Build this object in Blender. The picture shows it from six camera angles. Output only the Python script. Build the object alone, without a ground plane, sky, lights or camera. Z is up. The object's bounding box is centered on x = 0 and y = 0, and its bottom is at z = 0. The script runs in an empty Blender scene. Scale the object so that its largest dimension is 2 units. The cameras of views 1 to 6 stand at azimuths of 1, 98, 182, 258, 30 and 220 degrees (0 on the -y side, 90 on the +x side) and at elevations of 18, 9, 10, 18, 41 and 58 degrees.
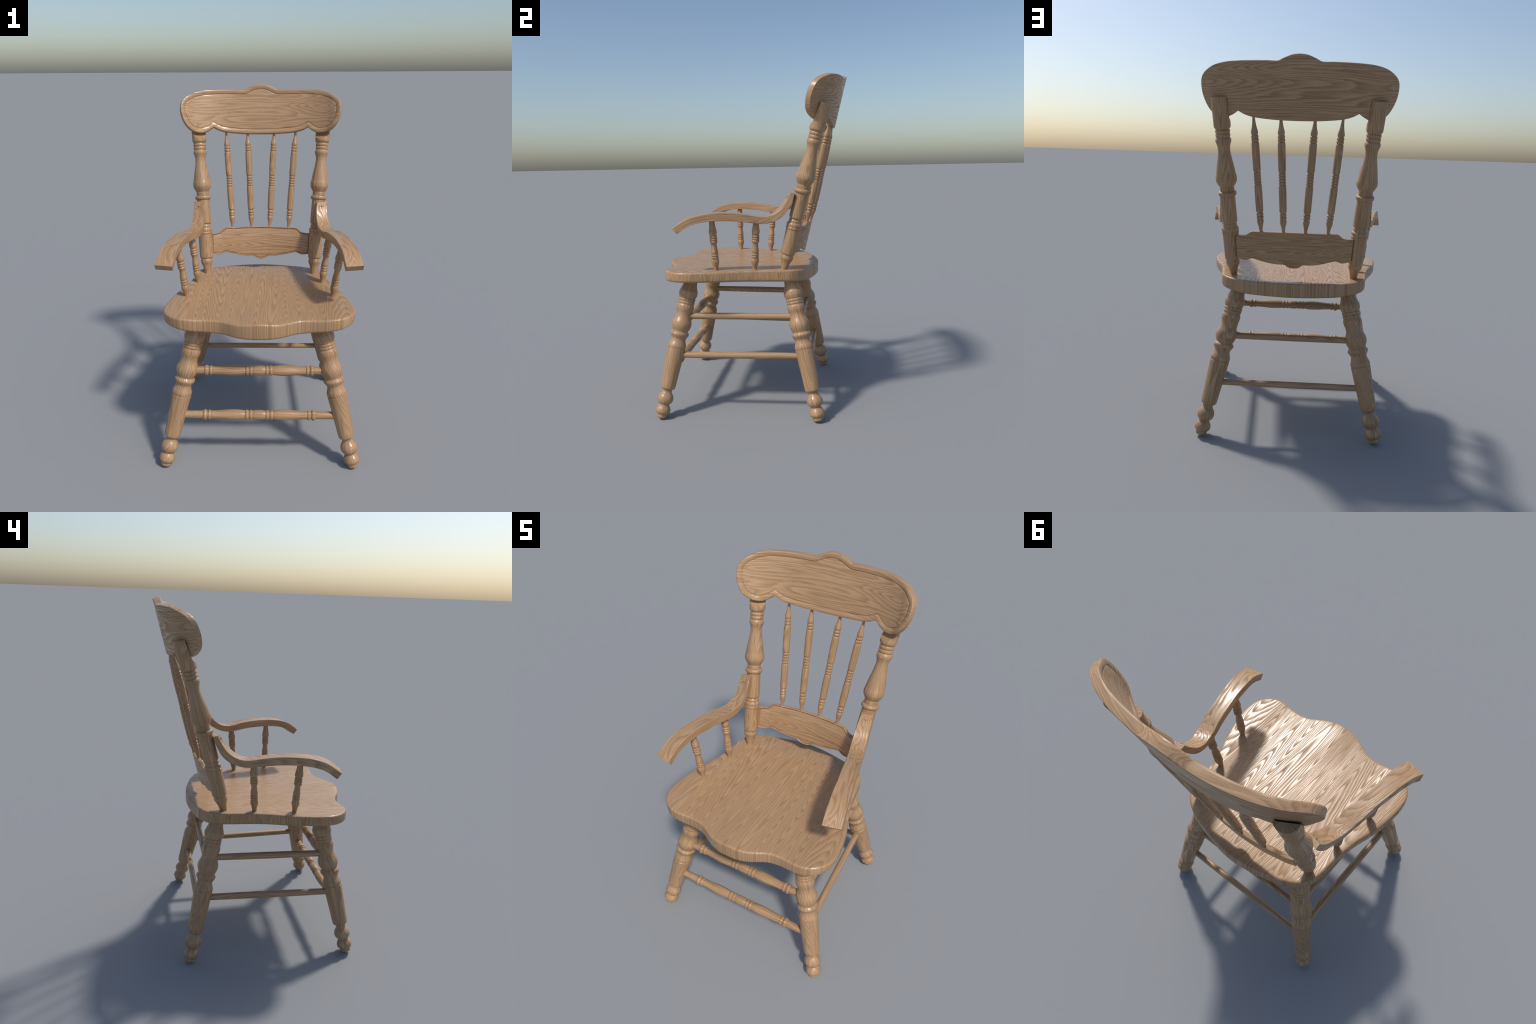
# A turned oak armchair ("pressed back" farmhouse chair), modelled part by part.
import bpy, bmesh, math
from mathutils import Vector, Matrix

# ------------------------------------------------------------------ helpers
def pchip(pts, n=5):
    """Shape-preserving cubic through (s, r) points, n samples per interval."""
    if len(pts) < 3:
        return list(pts)
    xs = [p[0] for p in pts]; ys = [p[1] for p in pts]
    h = [xs[i+1]-xs[i] for i in range(len(xs)-1)]
    d = [(ys[i+1]-ys[i])/h[i] for i in range(len(h))]
    m = [d[0]]
    for i in range(1, len(d)):
        if d[i-1]*d[i] <= 0:
            m.append(0.0)
        else:
            w1 = 2*h[i]+h[i-1]; w2 = h[i]+2*h[i-1]
            m.append((w1+w2)/(w1/d[i-1]+w2/d[i]))
    m.append(d[-1])
    out = []
    for i in range(len(h)):
        k = n if h[i] > 0.004 else 2
        for j in range(k):
            t = j/k
            h00 = 2*t**3-3*t*t+1; h10 = t**3-2*t*t+t
            h01 = -2*t**3+3*t*t; h11 = t**3-t*t
            out.append((xs[i]+t*h[i], h00*ys[i]+h10*h[i]*m[i]+h01*ys[i+1]+h11*h[i]*m[i+1]))
    out.append((xs[-1], ys[-1]))
    return out

def bead(s0, s1, rb, rt, n=8):
    """A turned bead: half-round ring between s0 and s1."""
    return [(s0+(s1-s0)*(0.5-0.5*math.cos(math.pi*i/n)), rb+(rt-rb)*math.sin(math.pi*i/n)) for i in range(n+1)]

def profile(*parts):
    """Join plain smooth runs ('run') and beads into one lathe profile."""
    out = []
    for p in parts:
        pts = bead(*p) if isinstance(p, tuple) else pchip(p)
        for q in pts:
            if out and q[0] <= out[-1][0]+1e-5:
                if abs(q[1]-out[-1][1]) < 1e-5:
                    continue
                q = (out[-1][0]+2e-4, q[1])
            out.append(q)
    return out

def catmull(pts, n=4, closed=True):
    out = []; N = len(pts)
    rng = range(N) if closed else range(N-1)
    for i in rng:
        if closed:
            p = [pts[(i+k) % N] for k in (-1, 0, 1, 2)]
        else:
            p = [pts[max(0, min(N-1, i+k))] for k in (-1, 0, 1, 2)]
        for j in range(n):
            t = j/n
            out.append(tuple(0.5*((2*b)+(-a+c)*t+(2*a-5*b+4*c-d)*t*t+(-a+3*b-3*c+d)*t**3)
                             for a, b, c, d in zip(*p)))
    if not closed:
        out.append(tuple(pts[-1]))
    return out

def finish(bm, name, mat, angle=38):
    bmesh.ops.recalc_face_normals(bm, faces=bm.faces)
    for f in bm.faces:
        f.smooth = True
    for e in bm.edges:
        e.smooth = not (len(e.link_faces) == 2 and e.calc_face_angle(0) > math.radians(angle))
    me = bpy.data.meshes.new(name)
    bm.to_mesh(me); bm.free()
    me.materials.append(mat)
    return me

def add(name, me, parent, matrix=None):
    ob = bpy.data.objects.new(name, me)
    bpy.context.collection.objects.link(ob)
    ob.parent = parent
    if matrix is not None:
        ob.matrix_local = matrix
    return ob

def lathe(name, prof, mat, seg=40, angle=38):
    bm = bmesh.new()
    rings = []
    for s, r in prof:
        rings.append([bm.verts.new((r*math.cos(2*math.pi*i/seg), r*math.sin(2*math.pi*i/seg), s)) for i in range(seg)])
    for a, b in zip(rings, rings[1:]):
        for i in range(seg):
            j = (i+1) % seg
            bm.faces.new((a[i], a[j], b[j], b[i]))
    bm.faces.new(rings[0][::-1]); bm.faces.new(rings[-1])
    return finish(bm, name, mat, angle)

def along(p0, p1, spin=0.0):
    """Matrix that stands a lathe (local +z) on the line p0 -> p1."""
    p0 = Vector(p0); d = (Vector(p1)-p0).normalized()
    return Matrix.Translation(p0) @ d.to_track_quat('Z', 'Y').to_matrix().to_4x4() @ Matrix.Rotation(spin, 4, 'Z')

def offset(poly, d):
    """Mitred inward offset of a counter-clockwise outline."""
    N = len(poly); out = []
    for i in range(N):
        a = Vector(poly[i-1]); b = Vector(poly[i]); c = Vector(poly[(i+1) % N])
        e1 = (b-a).normalized(); e2 = (c-b).normalized()
        n1 = Vector((-e1.y, e1.x)); n2 = Vector((-e2.y, e2.x))
        m = n1+n2
        m = m/max(m.length_squared/2, 0.35)
        out.append((b.x+m.x*d, b.y+m.y*d))
    return out

def mirror_outline(half):
    """half: from (0, y0) round the +x side to (0, y1); returns the whole loop."""
    return half+[(-x, y) for x, y in half[-2:0:-1]]

def area(p):
    return sum(p[i-1][0]*p[i][1]-p[i][0]*p[i-1][1] for i in range(len(p)))/2

def board(poly, rings, cuts=None, ycuts=()):
    """Solid board: outline rings (inset, height), capped at both ends, sliced
    across x so that it can be bent."""
    if area(poly) < 0:
        poly = poly[::-1]
    bm = bmesh.new()
    loops = [[bm.verts.new((x, y, h)) for x, y in offset(poly, d)] for d, h in rings]
    N = len(poly)
    for a, b in zip(loops, loops[1:]):
        for i in range(N):
            j = (i+1) % N
            bm.faces.new((a[i], a[j], b[j], b[i]))
    bm.faces.new(loops[0][::-1]); bm.faces.new(loops[-1])
    if cuts:
        for x in cuts:
            bmesh.ops.bisect_plane(bm, geom=bm.verts[:]+bm.edges[:]+bm.faces[:], dist=1e-5,
                                   plane_co=(x, 0, 0), plane_no=(1, 0, 0))
    for y in ycuts:
        bmesh.ops.bisect_plane(bm, geom=bm.verts[:]+bm.edges[:]+bm.faces[:], dist=1e-5,
                               plane_co=(0, y, 0), plane_no=(0, 1, 0))
    return bm

# ---------------------------------------------------------------- materials
class G:
    """Tiny node-tree writer."""
    def __init__(self, tree):
        self.t = tree
    def node(self, typ, **kw):
        n = self.t.nodes.new(typ)
        for k, v in kw.items():
            setattr(n, k, v)
        return n
    def put(self, sock, v):
        if hasattr(v, 'links') or isinstance(v, bpy.types.NodeSocket):
            self.t.links.new(v, sock)
        else:
            sock.default_value = v
    def math(self, op, a, b=0.0, c=0.0):
        n = self.node('ShaderNodeMath', operation=op)
        self.put(n.inputs[0], a); self.put(n.inputs[1], b); self.put(n.inputs[2], c)
        return n.outputs[0]
    def noise(self, vec, scale, detail=2.0, rough=0.5, dist=0.0):
        n = self.node('ShaderNodeTexNoise')
        self.put(n.inputs['Vector'], vec)
        n.inputs['Scale'].default_value = scale
        n.inputs['Detail'].default_value = detail
        n.inputs['Roughness'].default_value = rough
        n.inputs['Distortion'].default_value = dist
        return n.outputs['Fac']
    def comb(self, x, y, z):
        n = self.node('ShaderNodeCombineXYZ')
        for i, v in enumerate((x, y, z)):
            self.put(n.inputs[i], v)
        return n.outputs[0]
    def ramp(self, fac, stops, interp='LINEAR'):
        n = self.node('ShaderNodeValToRGB')
        cr = n.color_ramp; cr.interpolation = interp
        while len(cr.elements) < len(stops):
            cr.elements.new(0.5)
        for e, (p, c) in zip(cr.elements, stops):
            e.position = p; e.color = (*c, 1.0)
        self.put(n.inputs[0], fac)
        return n.outputs['Color']

LIGHT = (0.466, 0.297, 0.166)
MID = (0.372, 0.227, 0.118)
DARK = (0.272, 0.158, 0.079)

def wood(name, kind, figure=1.0, rings=11.0, lean=1.0, around=0.05, arch=0.0, period=0.13):
    """Flat-sawn oak: growth rings are level lines of a noise field drawn out
    along the grain, with fine pores and fibres on top."""
    m = bpy.data.materials.new(name); m.use_nodes = True
    t = m.node_tree; t.nodes.clear(); g = G(t)
    tc = g.node('ShaderNodeTexCoord')
    sep = g.node('ShaderNodeSeparateXYZ'); t.links.new(tc.outputs['Object'], sep.inputs[0])
    x, y, z = sep.outputs
    if kind == 'seat':
        # grain runs front to back on top; on the edges it stands upright
        nsep = g.node('ShaderNodeSeparateXYZ'); t.links.new(tc.outputs['Normal'], nsep.inputs[0])
        ax = g.math('ABSOLUTE', nsep.outputs[0]); az = g.math('ABSOLUTE', nsep.outputs[2])
        side = g.math('MULTIPLY', g.math('GREATER_THAN', ax, 0.72), g.math('LESS_THAN', az, 0.6))
        fast = g.math('ADD', g.math('MULTIPLY', x, g.math('SUBTRACT', 1.0, side)), g.math('MULTIPLY', y, side))
        slow = g.math('ADD', g.math('MULTIPLY', y, g.math('SUBTRACT', 1.0, side)), g.math('MULTIPLY', z, side))
        across, depth, length = fast, g.math('MULTIPLY', side, 3.0), slow
        sd, sa = 1.0, 1.0
    elif kind == 'rail':
        # bent boards: grain along x, depth measured from the bent back
        depth = g.math('MULTIPLY_ADD', g.math('MULTIPLY', x, x), 0.62, g.math('MULTIPLY_ADD', z, -0.241, y))
        across, length = z, x
        sd, sa = 0.7, 1.0
    elif kind == 'arm':
        rise = g.math('POWER', g.math('MAXIMUM', g.math('SUBTRACT', y, 0.05), 0.0), 1.6)
        fall = g.math('POWER', g.math('MAXIMUM', g.math('MULTIPLY_ADD', y, -1.0, -0.16), 0.0), 2.0)
        depth = g.math('MULTIPLY_ADD', rise, -2.0, g.math('MULTIPLY_ADD', fall, 1.3, z))
        ax = g.math('ABSOLUTE', x)
        across = g.math('MULTIPLY_ADD', y, 0.2, ax)
        sgn = g.math('SIGN', x)
        length = g.math('MULTIPLY_ADD', sgn, 3.0, y)
        sd, sa = 1.0, 1.0
    else:  # turned: grain along local z
        oi = g.node('ShaderNodeObjectInfo')
        off = g.math('MULTIPLY', oi.outputs['Random'], 17.0)
        rad = g.math('SQRT', g.math('MULTIPLY_ADD', x, x, g.math('MULTIPLY_ADD', y, y, 1e-8)))
        across = g.math('ADD', g.math('MULTIPLY', g.math('DIVIDE', x, rad), around), off)
        depth = g.math('MULTIPLY', g.math('DIVIDE', y, rad), around)
        length = g.math('ADD', z, off)
        sd, sa = 1.0, 1.0

    f = figure
    def vec(stretch):
        return g.comb(g.math('MULTIPLY', across, sa), g.math('MULTIPLY', depth, sd), g.math('MULTIPLY', length, stretch))
    # growth rings: level lines of a field drawn out along the grain
    big = g.noise(vec(0.075), 9.0*f, 0.5, 0.4)
    wav = g.noise(vec(0.22), 34.0*f, 2.0, 0.55)
    fld = g.math('MULTIPLY_ADD', length, lean, g.math('MULTIPLY_ADD', wav, 0.030, big))
    if arch:
        # rows of cathedral arches, irregular in spacing and height
        warp = g.noise(vec(0.10), 4.5, 1.0, 0.5)
        tall = g.noise(vec(0.15), 5.5, 0.0)
        ph = g.math('MULTIPLY_ADD', across, 6.2832/period, g.math('MULTIPLY', warp, 9.0))
        fld = g.math('MULTIPLY_ADD', g.math('SINE', ph), g.math('MULTIPLY', tall, arch*2), fld)
    saw = g.math('FRACT', g.math('MULTIPLY', fld, rings))
    # fine fibre streaks
    fib = g.noise(vec(0.030), 260.0, 2.0, 0.6)
    fib2 = g.noise(vec(0.045), 95.0, 2.0, 0.6)
    tone = g.noise(vec(0.2), 6.0, 1.0, 0.5)
    band = g.ramp(saw, [(0.0, (0.10,)*3), (0.10, (0.85,)*3), (0.28, (1.0,)*3), (0.55, (0.60,)*3), (0.85, (0.18,)*3), (1.0, (0.10,)*3)])
    k = g.math('MULTIPLY_ADD', band, 0.50, 0.24)
    k = g.math('MULTIPLY_ADD', g.math('SUBTRACT', fib, 0.5), 0.62, k)
    k = g.math('MULTIPLY_ADD', g.math('SUBTRACT', fib2, 0.5), 0.80, k)
    k = g.math('MULTIPLY_ADD', g.math('SUBTRACT', tone, 0.5), 0.25, k)
    col = g.ramp(k, [(0.08, DARK), (0.50, MID), (0.92, LIGHT)])
    # late wood is open-pored and duller, early wood takes the varnish
    rough = g.math('MAXIMUM', g.math('MULTIPLY_ADD', k, -0.50, 0.66), 0.24)
    bump = g.node('ShaderNodeBump')
    bump.inputs['Strength'].default_value = 0.25
    bump.inputs['Distance'].default_value = 0.0012
    t.links.new(k, bump.inputs['Height'])
    b = g.node('ShaderNodeBsdfPrincipled')
    t.links.new(col, b.inputs['Base Color']); t.links.new(rough, b.inputs['Roughness'])
    t.links.new(bump.outputs[0], b.inputs['Normal'])
    t.links.new(g.math('MULTIPLY_ADD', k, 0.7, 0.12), b.inputs['Specular IOR Level'])
    o = g.node('ShaderNodeOutputMaterial'); t.links.new(b.outputs[0], o.inputs[0])
    return m

seat_wood = wood('oak_seat', 'seat', 1.0, 13.5, 0.74, arch=0.28, period=0.14)
rail_wood = wood('oak_rail', 'rail', 1.25, 19.0, 0.16, arch=0.07, period=0.17)
arm_wood = wood('oak_arm', 'arm', 1.4, 20.0, 0.2)
leg_wood = wood('oak_leg', 'turned', 1.7, 20.0, 0.3, 0.050)
turned_wood = wood('oak_turned', 'turned', 2.2, 16.0, 0.25, 0.024)

# --------------------------------------------------------------------- chair
chair = bpy.data.objects.new('wooden_armchair', None)
bpy.context.collection.objects.link(chair)
chair['label'] = 'oak armchair with turned legs, spindle back and carved crest rail'
chair['category'] = 'chair'

# ---- seat: a thick shaped plank with eased edges
def smooth(t):
    t = max(0.0, min(1.0, t)); return t*t*(3-2*t)
def seat_top(x, y):
    # slightly saddled: raised along the arms and at the middle of the front
    return .8700+.0095*smooth((abs(x)-.28)/.13)+.0125*math.exp(-(x/.085)**2)*smooth((-y-.25)/.25)
def seat_bottom(x, y):
    return .7925+.028*smooth((abs(x)-.20)/.32)
half = [(0, -.566), (.040, -.565), (.080, -.557), (.117, -.544), (.155, -.523), (.190, -.504), (.225, -.494),
        (.270, -.491), (.320, -.496), (.370, -.500), (.415, -.492), (.455, -.468), (.484, -.436), (.502, -.400),
        (.509, -.350), (.507, -.300), (.498, -.240), (.482, -.165), (.463, -.105), (.440, -.043), (.424, .020),
        (.414, .075), (.407, .140), (.398, .205), (.383, .254), (.354, .289), (.310, .317), (.260, .338),
        (.170, .361), (.090, .377), (0, .385)]
outline = catmull(mirror_outline(half), 3)
rings = []
R1, R2 = 0.015, 0.011
for i in range(7):
    a = math.pi/2*i/6
    rings.append((R1*(1-math.sin(a)), R1*(1-math.cos(a))))          # up from the underside
for i in range(7):
    a = math.pi/2*i/6
    rings.append((R2*(1-math.cos(a)), 1-R2*(1-math.sin(a))))        # down from the top
bm = board(outline, rings, [i*0.03 for i in range(-17, 18)], [i*0.04 for i in range(-14, 10)])
for v in bm.verts:
    x, y, h = v.co
    v.co.z = seat_bottom(x, y)+h if h < .5 else seat_top(x, y)+h-1
add('seat', finish(bm, 'seat', seat_wood, 50), chair)

# ---- legs
def front_leg(zv, sx=1): return Vector((sx*(0.520-0.2375*zv), -0.5265+0.2045*zv, zv))
def back_leg(zv, sx=1): return Vector((sx*(0.4785-0.2205*zv), 0.407-0.2158*zv, zv))

leg_prof = profile(
    [(.0082, .0225), (.0105, .0262), (.014, .0288), (.019, .0302), (.0275, .0302)],
    [(.0285, .0305), (.032, .0335), (.038, .0395), (.050, .0440), (.062, .0425), (.072, .0385), (.080, .0330), (.0855, .0285)],
    [(.087, .0285), (.092, .0315), (.102, .0405), (.115, .0457), (.124, .0465), (.138, .0435), (.150, .0372), (.162, .0292), (.170, .0276), (.176, .0282)],
    [(.177, .0300), (.1845, .0395), (.188, .0420), (.192, .0432), (.268, .0466), (.347, .0502), (.4255, .0536)],
    [(.4260, .0536), (.4278, .0512), (.4300, .0512), (.4318, .0530)],
    [(.4320, .0530), (.438, .0540), (.445, .0538), (.456, .0508), (.468, .0462), (.480, .0435), (.487, .0432)],
    [(.488, .0440), (.490, .0455), (.4935, .0455)],
    [(.4945, .0470), (.500, .0505), (.508, .0545), (.514, .0562), (.520, .0545), (.526, .0500), (.5305, .0466)],
    [(.531, .0466), (.540, .0500), (.550, .0542), (.565, .0582), (.575, .0590), (.587, .0575), (.602, .0525), (.618, .0470),
     (.632, .0450), (.645, .0460), (.660, .0500), (.672, .0518), (.683, .0515), (.690, .0492), (.696, .0468)],
    (.697, .713, .0468, .0502), (.714, .7305, .0470, .0505),
    [(.731, .0478), (.742, .0522), (.756, .0553), (.768, .0552), (.785, .0500), (.802, .0445), (.820, .0405), (.845, .0380), (.870, .0370)])
leg_mesh = lathe('leg', leg_prof, leg_wood, 48)
i = 0
for fn in (front_leg, back_leg):
    for sx in (1, -1):
        add('leg', leg_mesh, chair, along(fn(0, sx), fn(0.8, sx), 1.3*i)); i += 1

# ---- front stretchers: turned, symmetrical about the middle
def stretcher_prof(k, length):
    hp = [[(0, .0258), (.012, .0257), (.024, .0248), (.0335, .0222)]]
    seq = [(0, .0260), (.014, .0257), (.026, .0244), (.0355, .0222)]
    right = profile(seq, (.036, .053, .0218, .0268), [(.0535, .0218), (.0575, .0218)], (.058, .0765, .0218, .0274),
                    [(.077, .0230), (.085, .0245), (.106, .0272), (.135, .0284), (.165, .0274), (.21, .0238), (.235, .0226), (.261, .0220)],
                    (.262, .279, .0212, .0264), [(.2795, .0206), (.2835, .0206)], (.284, .306, .0210, .0290),
                    [(.3065, .0212), (.33, .0207), (.40, .0203), (.46, .0200)])
    right = [(s*k, r) for s, r in right if s*k <= length]
    right.append((length, right[-1][1]))
    return [(-s, r) for s, r in right[:0:-1]]+right

for zv, k in ((0.2935, 1.0), (0.539, 0.962)):
    p = front_leg(zv)
    me = lathe('front_stretcher', stretcher_prof(k, p.x-0.005), turned_wood, 36)
    add('front_stretcher', me, chair, along((0, p.y, zv), (1, p.y, zv)))
# ---- plain dowel stretchers at the back and the sides
def dowel(name, a, b, r):
    a = Vector(a); b = Vector(b); L = (b-a).length
    me = lathe(name, pchip([(0, r*.93), (L*.15, r*.99), (L*.5, r*1.04), (L*.85, r*.99), (L, r*.93)], 6), turned_wood, 28)
    add(name, me, chair, along(a, b))
for zv in (0.2915, 0.5425):
    dowel('back_stretcher', back_leg(zv, -1), back_leg(zv, 1), 0.0168)
for zv in (0.369, 0.5935):
    for sx in (1, -1):
        dowel('side_stretcher', front_leg(zv, sx), back_leg(zv, sx), 0.0190)

# ---- back: bent boards.  Slope of the back, radius of the bend.
T = math.atan(0.241)
# how far the bent boards come forward of their middle, against distance from the middle
SAG = pchip([(0, 0), (.06, .0013), (.12, .0050), (.184, .0125), (.240, .0225), (.302, .0395), (.363, .0640), (.420, .0965),
             (.460, .1295), (.478, .1420), (.500, .1590)], 12)
def sag(x):
    x = abs(x)
    for (a, p), (b, q) in zip(SAG, SAG[1:]):
        if x <= b:
            return p+(q-p)*(x-a)/(b-a)
    return SAG[-1][1]
def sag_slope(x):
    return (sag(x+.012)-sag(x-.012))/.024
WD = Vector((0, math.sin(T), math.cos(T))); ND = Vector((0, math.cos(T), -math.sin(T)))
ARC = [(0.0, 0.0)]
for i in range(1, 121):
    x0, x1 = (i-1)*.0045, i*.0045
    ARC.append((ARC[-1][0]+math.hypot(x1-x0, sag(x1)-sag(x0)), x1))
def to_arc(x):
    a = abs(x)/.0045; i = min(int(a), 119)
    u = ARC[i][0]+(ARC[i+1][0]-ARC[i][0])*(a-i)
    return math.copysign(u, x)
def from_arc(u):
    a = abs(u)
    for (p, x0), (q, x1) in zip(ARC, ARC[1:]):
        if a <= q:
            return math.copysign(x0+(x1-x0)*(a-p)/(q-p), u)
    return u
def bend(origin, taper, cone=0.0):
    # cone: the bend is tighter at the bottom edge than at the top
    def f(co):
        u, w, n = co
        x = from_arc(u)
        n *= 1-taper*(x/0.487)**2
        face = Vector((-0.5*sag_slope(x), 0, 0))-ND      # thickness runs mostly straight forward
        return Vector(origin)+WD*w-ND*sag(x)*(1-cone*(w-.105))+Vector((x, 0, 0))+face*n
    return f

def corner_outline(pieces, n=4):
    """Half outline from several smooth pieces that meet in corners."""
    out = []
    for p in pieces:
        q = catmull(p, n, closed=False)
        out += q if not out else q[1:]
    return out

# ---- crest rail
crest_half = corner_outline([
    [(0, .304), (.032, .3005), (.060, .2912), (.082, .2812), (.0975, .2732), (.109, .2708), (.128, .2703), (.160, .2710), (.240, .2685), (.305, .2640),
     (.358, .2572), (.409, .2420), (.450, .2175), (.476, .1900), (.4865, .1620), (.4875, .1290), (.4815, .0915), (.463, .0472),
     (.439, .0170), (.410, .0017), (.374, -.0040), (.343, .0030), (.316, .0185), (.2945, .0355)],
    [(.2945, .0355), (.262, .0205), (.224, .0108), (.177, .0058), (.113, .0020), (.050, .0005), (0, 0)]])
crest_loop = mirror_outline(crest_half)
TH = 0.044
rim = [(0.002, 0.0), (0.0, 0.002), (0.0, TH-.010), (0.0008, TH-.0055), (0.0028, TH-.0018), (0.0065, TH-.0003), (0.011, TH),
       (0.0155, TH-.0004), (0.021, TH-.0018), (0.0262, TH-.0038), (0.0282, TH-.0070), (0.0298, TH-.0074),
       (0.0310, TH-.0050), (0.0328, TH-.0042), (0.036, TH-.0040)]
bm = board([(to_arc(x), w) for x, w in crest_loop], rim, [i*0.012 for i in range(-43, 44)])
fb = bend((0, .489, 1.696), 0.28, 1.1)
for v in bm.verts:
    v.co = fb(v.co)
add('crest_rail', finish(bm, 'crest_rail', rail_wood, 32), chair)

# ---- lower back slat
slat_half = corner_outline([
    [(0, .2035), (.09, .2020), (.17, .1990), (.222, .1965)],
    [(.222, .1965), (.232, .1925), (.247, .1790), (.258, .1700), (.275, .1650), (.292, .1628), (.3135, .1612)],
    [(.3135, .1612), (.308, .0325)],
    [(.308, .0325), (.290, .0300), (.278, .0280), (.258, .0280), (.242, .0345), (.228, .0405), (.215, .0408), (.190, .0355), (.150, .0265),
     (.100, .0195), (.062, .0190), (.049, .0180), (.038, .0110), (.024, .0025), (0, -.0015)]])
TS = 0.022
rim2 = [(0.001, 0.0), (0.0, 0.001), (0.0, TS-.006), (0.0008, TS-.003), (0.0022, TS-.0007), (0.0040, TS), (0.0056, TS-.0012),
        (0.0066, TS-.0070), (0.0094, TS-.0076), (0.0104, TS-.0036), (0.0130, TS-.0026)]
bm = board([(to_arc(x), w) for x, w in mirror_outline(slat_half)], rim2, [i*0.012 for i in range(-28, 29)])
fb = bend((0, .3020, .9374), 0.0)
for v in bm.verts:
    v.co = fb(v.co)
add('back_slat', finish(bm, 'back_slat', rail_wood, 32), chair)

# ---- back posts
def post_axis(zv): return Vector((.332+.0582*(zv-.87), .1995+.2465*(zv-.87), zv))
post_prof = profile(
    [(-.03, .0180), (0, .0186), (.020, .0212), (.039, .0246), (.055, .0295), (.068, .0350), (.078, .0376), (.087, .0366), (.093, .0345)],
    [(.0935, .0345), (.097, .0350), (.0985, .0378), (.103, .0402), (.110, .0415), (.18, .0424), (.248, .0428)],
    (.2485, .2625, .0436, .0462),
    [(.263, .0438), (.268, .0452), (.276, .0458), (.283, .0438), (.289, .0378)],
    [(.2895, .0375), (.294, .0385), (.298, .0390), (.304, .0368), (.308, .0348), (.313, .0348)],
    [(.3135, .0380), (.3165, .0408), (.321, .0416), (.40, .0405), (.455, .0392), (.461, .0396)],
    (.462, .487, .0396, .0486),
    (.488, .494, .0360, .0380), (.4945, .5005, .0360, .0379), (.501, .5085, .0362, .0378),
    [(.509, .0362), (.522, .0445), (.534, .0510), (.547, .0548), (.558, .0550), (.580, .0510), (.610, .0465), (.650, .0392),
     (.680, .0338), (.705, .0313), (.718, .0318), (.735, .0360), (.749, .0404), (.757, .0402), (.764, .0368), (.768, .0338)],
    (.7685, .788, .0335, .0376), (.7885, .8075, .0338, .0380),
    [(.808, .0345), (.811, .0362), (.817, .0412), (.826, .0430), (.84, .0431), (.87, .0437), (.905, .0447), (.967, .0462)])
post_base = lathe('post_blank', post_prof, leg_wood, 48)

def cut_post(sx):
    """House the post head to the back of the crest rail."""
    ax0 = post_axis(.87); ax1 = post_axis(1.87)
    M = along((sx*ax0.x, ax0.y, ax0.z), (sx*ax1.x, ax1.y, ax1.z))
    n = (Vector((sx*0.47, 0, 0))+ND*0.885).normalized()    # out of the crest's back
    up = (Vector((sx*ax1.x, ax1.y, ax1.z))-Vector((sx*ax0.x, ax0.y, ax0.z))).normalized()
    up = (up-n*up.dot(n)).normalized()
    tn = n.cross(up)
    o = Vector((sx*ax0.x, ax0.y, ax0.z))
    sec = [(.0690, 1.1), (.0205, .864), (.0110, .851), (-.036, .821), (-.16, .745), (-.16, 1.1)]
    cb = bmesh.new()
    A = [cb.verts.new(o+n*d+up*h-tn*.15) for d, h in sec]
    B = [cb.verts.new(o+n*d+up*h+tn*.15) for d, h in sec]
    cb.faces.new(A); cb.faces.new(B[::-1])
    for i in range(len(sec)):
        j = (i+1) % len(sec)
        cb.faces.new((A[j], A[i], B[i], B[j]))
    bmesh.ops.recalc_face_normals(cb, faces=cb.faces)
    cme = bpy.data.meshes.new('cutter'); cb.to_mesh(cme); cb.free()
    cut = bpy.data.objects.new('cutter', cme); bpy.context.collection.objects.link(cut)
    tmp = bpy.data.objects.new('blank', post_base.copy()); bpy.context.collection.objects.link(tmp)
    tmp.matrix_world = M
    bo = tmp.modifiers.new('house', 'BOOLEAN'); bo.operation = 'DIFFERENCE'; bo.object = cut; bo.solver = 'EXACT'
    bpy.context.view_layer.update()
    dg = bpy.context.evaluated_depsgraph_get()
    me = bpy.data.meshes.new_from_object(tmp.evaluated_get(dg))
    bpy.data.objects.remove(tmp); bpy.data.objects.remove(cut)
    bm = bmesh.new(); bm.from_mesh(me)
    bmesh.ops.remove_doubles(bm, verts=bm.verts, dist=1e-5)
    out = finish(bm, 'back_post', leg_wood, 38)
    ob = add('back_post', out, chair, M)
    return ob, M

def plug(parent, PM, where, direction, r=0.0062):
    """Domed screw plug."""
    prof = [(-.004, r)]+[(r*0.55*math.sin(a*math.pi/12), max(r*math.cos(a*math.pi/12), 3e-4)) for a in range(0, 7)]
    me = lathe('screw_plug', prof, turned_wood, 18, 60)
    w = Vector(where); M = along(w, w+Vector(direction))
    add('screw_plug', me, parent, PM.inverted() @ M)

for sx in (1, -1):
    ob, M = cut_post(sx)
    a = post_axis(1.756)
    d = Vector((0.72*sx, 0.69, -0.19)).normalized()
    plug(ob, M, Vector((sx*a.x, a.y, a.z))+d*0.0445, d)

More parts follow.
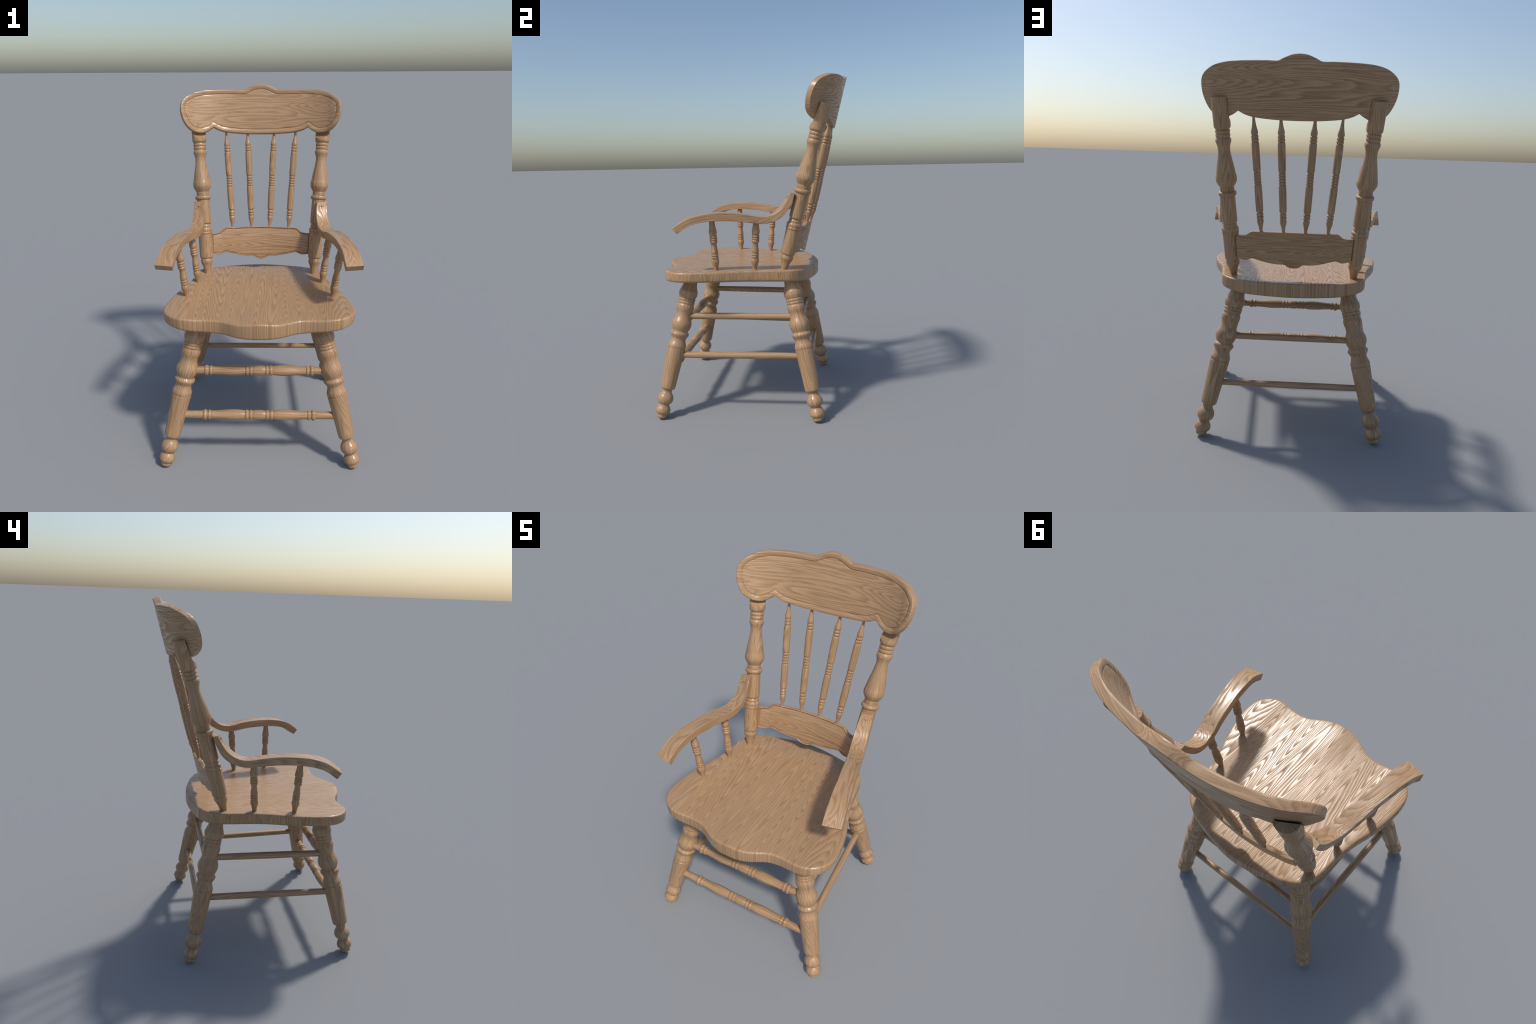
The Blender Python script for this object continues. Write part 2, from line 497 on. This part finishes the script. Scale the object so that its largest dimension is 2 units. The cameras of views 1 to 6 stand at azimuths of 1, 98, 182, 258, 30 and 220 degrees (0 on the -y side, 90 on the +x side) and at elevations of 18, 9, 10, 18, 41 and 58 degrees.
# ---- back spindles
sp_prof = profile(
    [(-.02, .0078), (0, .0082), (.024, .0108), (.046, .0156), (.056, .0175), (.064, .0170), (.071, .0145)],
    (.0715, .0860, .0140, .0186), (.0865, .1035, .0138, .0184),
    [(.104, .0145), (.107, .0152), (.111, .0180), (.117, .0190), (.145, .0193), (.20, .0196), (.248, .0192), (.253, .0182), (.256, .0155)],
    (.2565, .2715, .0150, .0188), (.272, .2875, .0150, .0187), (.288, .3030, .0150, .0187), (.3035, .3190, .0150, .0188),
    [(.3195, .0155), (.323, .0175), (.329, .0190), (.36, .0196), (.40, .0198), (.45, .0194), (.464, .0190), (.470, .0178), (.473, .0150)],
    (.4735, .4900, .0143, .0186), (.4905, .5050, .0143, .0184),
    [(.5055, .0148), (.511, .0165), (.518, .0177), (.527, .0163), (.540, .0130), (.556, .0100), (.575, .0076), (.592, .0065), (.604, .0062)])
sp_mesh = lathe('back_spindle', sp_prof, turned_wood, 32)
i = 0
for bx, by, tx, ty, tz in ((.1765, .326, .2165, .461, 1.709), (.0575, .340, .0825, .468, 1.699)):
    for sx in (1, -1):
        add('back_spindle', sp_mesh, chair, along((sx*bx, by, 1.137), (sx*tx, ty, tz), i*1.9)); i += 1

# ---- arms: bent boards, (outer x, outer y, inner x, inner y, top z, thickness)
arm_st = [(.405, .246, .342, .233, 1.3195, .028), (.405, .230, .339, .212, 1.284, .031), (.408, .204, .338, .180, 1.242, .035),
          (.413, .176, .341, .152, 1.2155, .038), (.420, .139, .347, .116, 1.196, .038), (.431, .100, .357, .072, 1.189, .040),
          (.443, .050, .367, .025, 1.195, .042), (.456, -.006, .379, -.028, 1.206, .044), (.470, -.087, .393, -.107, 1.2145, .045),
          (.486, -.162, .409, -.190, 1.216, .045), (.499, -.231, .418, -.258, 1.211, .044), (.5125, -.296, .428, -.320, 1.198, .043),
          (.5215, -.346, .434, -.370, 1.1755, .041), (.535, -.402, .4415, -.4215, 1.1360, .040)]
st = catmull(arm_st, 3, closed=False)
for sx in (1, -1):
    bm = bmesh.new(); rings_ = []
    N = len(st)
    for i, (ox, oy, ix, iy, tz, th) in enumerate(st):
        a = st[max(0, i-1)]; b = st[min(N-1, i+1)]
        dy = (b[1]+b[3]-a[1]-a[3])/2; dz = b[4]-a[4]
        L = math.hypot(dy, dz)
        dn = Vector((0, -dz, dy))/L                                             # perpendicular in side view
        if dn.z > 0: dn = -dn                                                   # points under the arm
        if i == 0: dn = Vector((0, 0.995, -0.10))
        o = Vector((ox, oy, tz)); q = Vector((ix, iy, tz))
        w = (o-q).normalized()
        c = 0.0022
        sec = [q+w*c, o-w*c, o+dn*c, o+dn*(th-c), o+dn*th-w*c, q+dn*th+w*c, q+dn*(th-c), q+dn*c]
        rings_.append([bm.verts.new((sx*p.x, p.y, p.z)) for p in sec])
    for a, b in zip(rings_, rings_[1:]):
        for i in range(8):
            j = (i+1) % 8
            bm.faces.new((a[i], a[j], b[j], b[i]))
    bm.faces.new(rings_[0]); bm.faces.new(rings_[-1][::-1])
    arm = add('armrest', finish(bm, 'armrest', arm_wood, 28), chair)
    plug(arm, Matrix(), (sx*.3735, .2258, 1.2995), (0.0, -.89, .45), 0.0060)

# ---- arm supports
su_prof = profile(
    [(-.025, .0122), (0, .0126), (.012, .0130), (.028, .0152), (.040, .0182), (.052, .0213), (.062, .0224), (.071, .0206), (.078, .0184)],
    (.0785, .0912, .0175, .0214), (.0917, .1065, .0172, .0214),
    [(.107, .0182), (.111, .0198), (.116, .0206), (.124, .0198), (.140, .0172), (.156, .0158), (.166, .0172), (.1725, .0198), (.177, .0222), (.181, .0220), (.186, .0190)],
    (.1865, .1998, .0180, .0222), (.2003, .2140, .0175, .0219),
    [(.2145, .0170), (.218, .0190), (.223, .0215), (.231, .0231), (.239, .0225), (.250, .0205), (.265, .0182), (.280, .0166), (.315, .0148)])
su_front = lathe('arm_support', su_prof, turned_wood, 32)
su_rear = lathe('arm_support', [p for p in su_prof if p[0] < .296], turned_wood, 32)
i = 0
for me, a, b in ((su_front, (.4083, -.188, .872), (.4428, -.197, 1.165)), (su_rear, (.369, .032, .872), (.402, .0495, 1.15))):
    for sx in (1, -1):
        add('arm_support', me, chair, along((sx*a[0], a[1], a[2]), (sx*b[0], b[1], b[2]), i*2.1)); i += 1

bpy.context.view_layer.update()
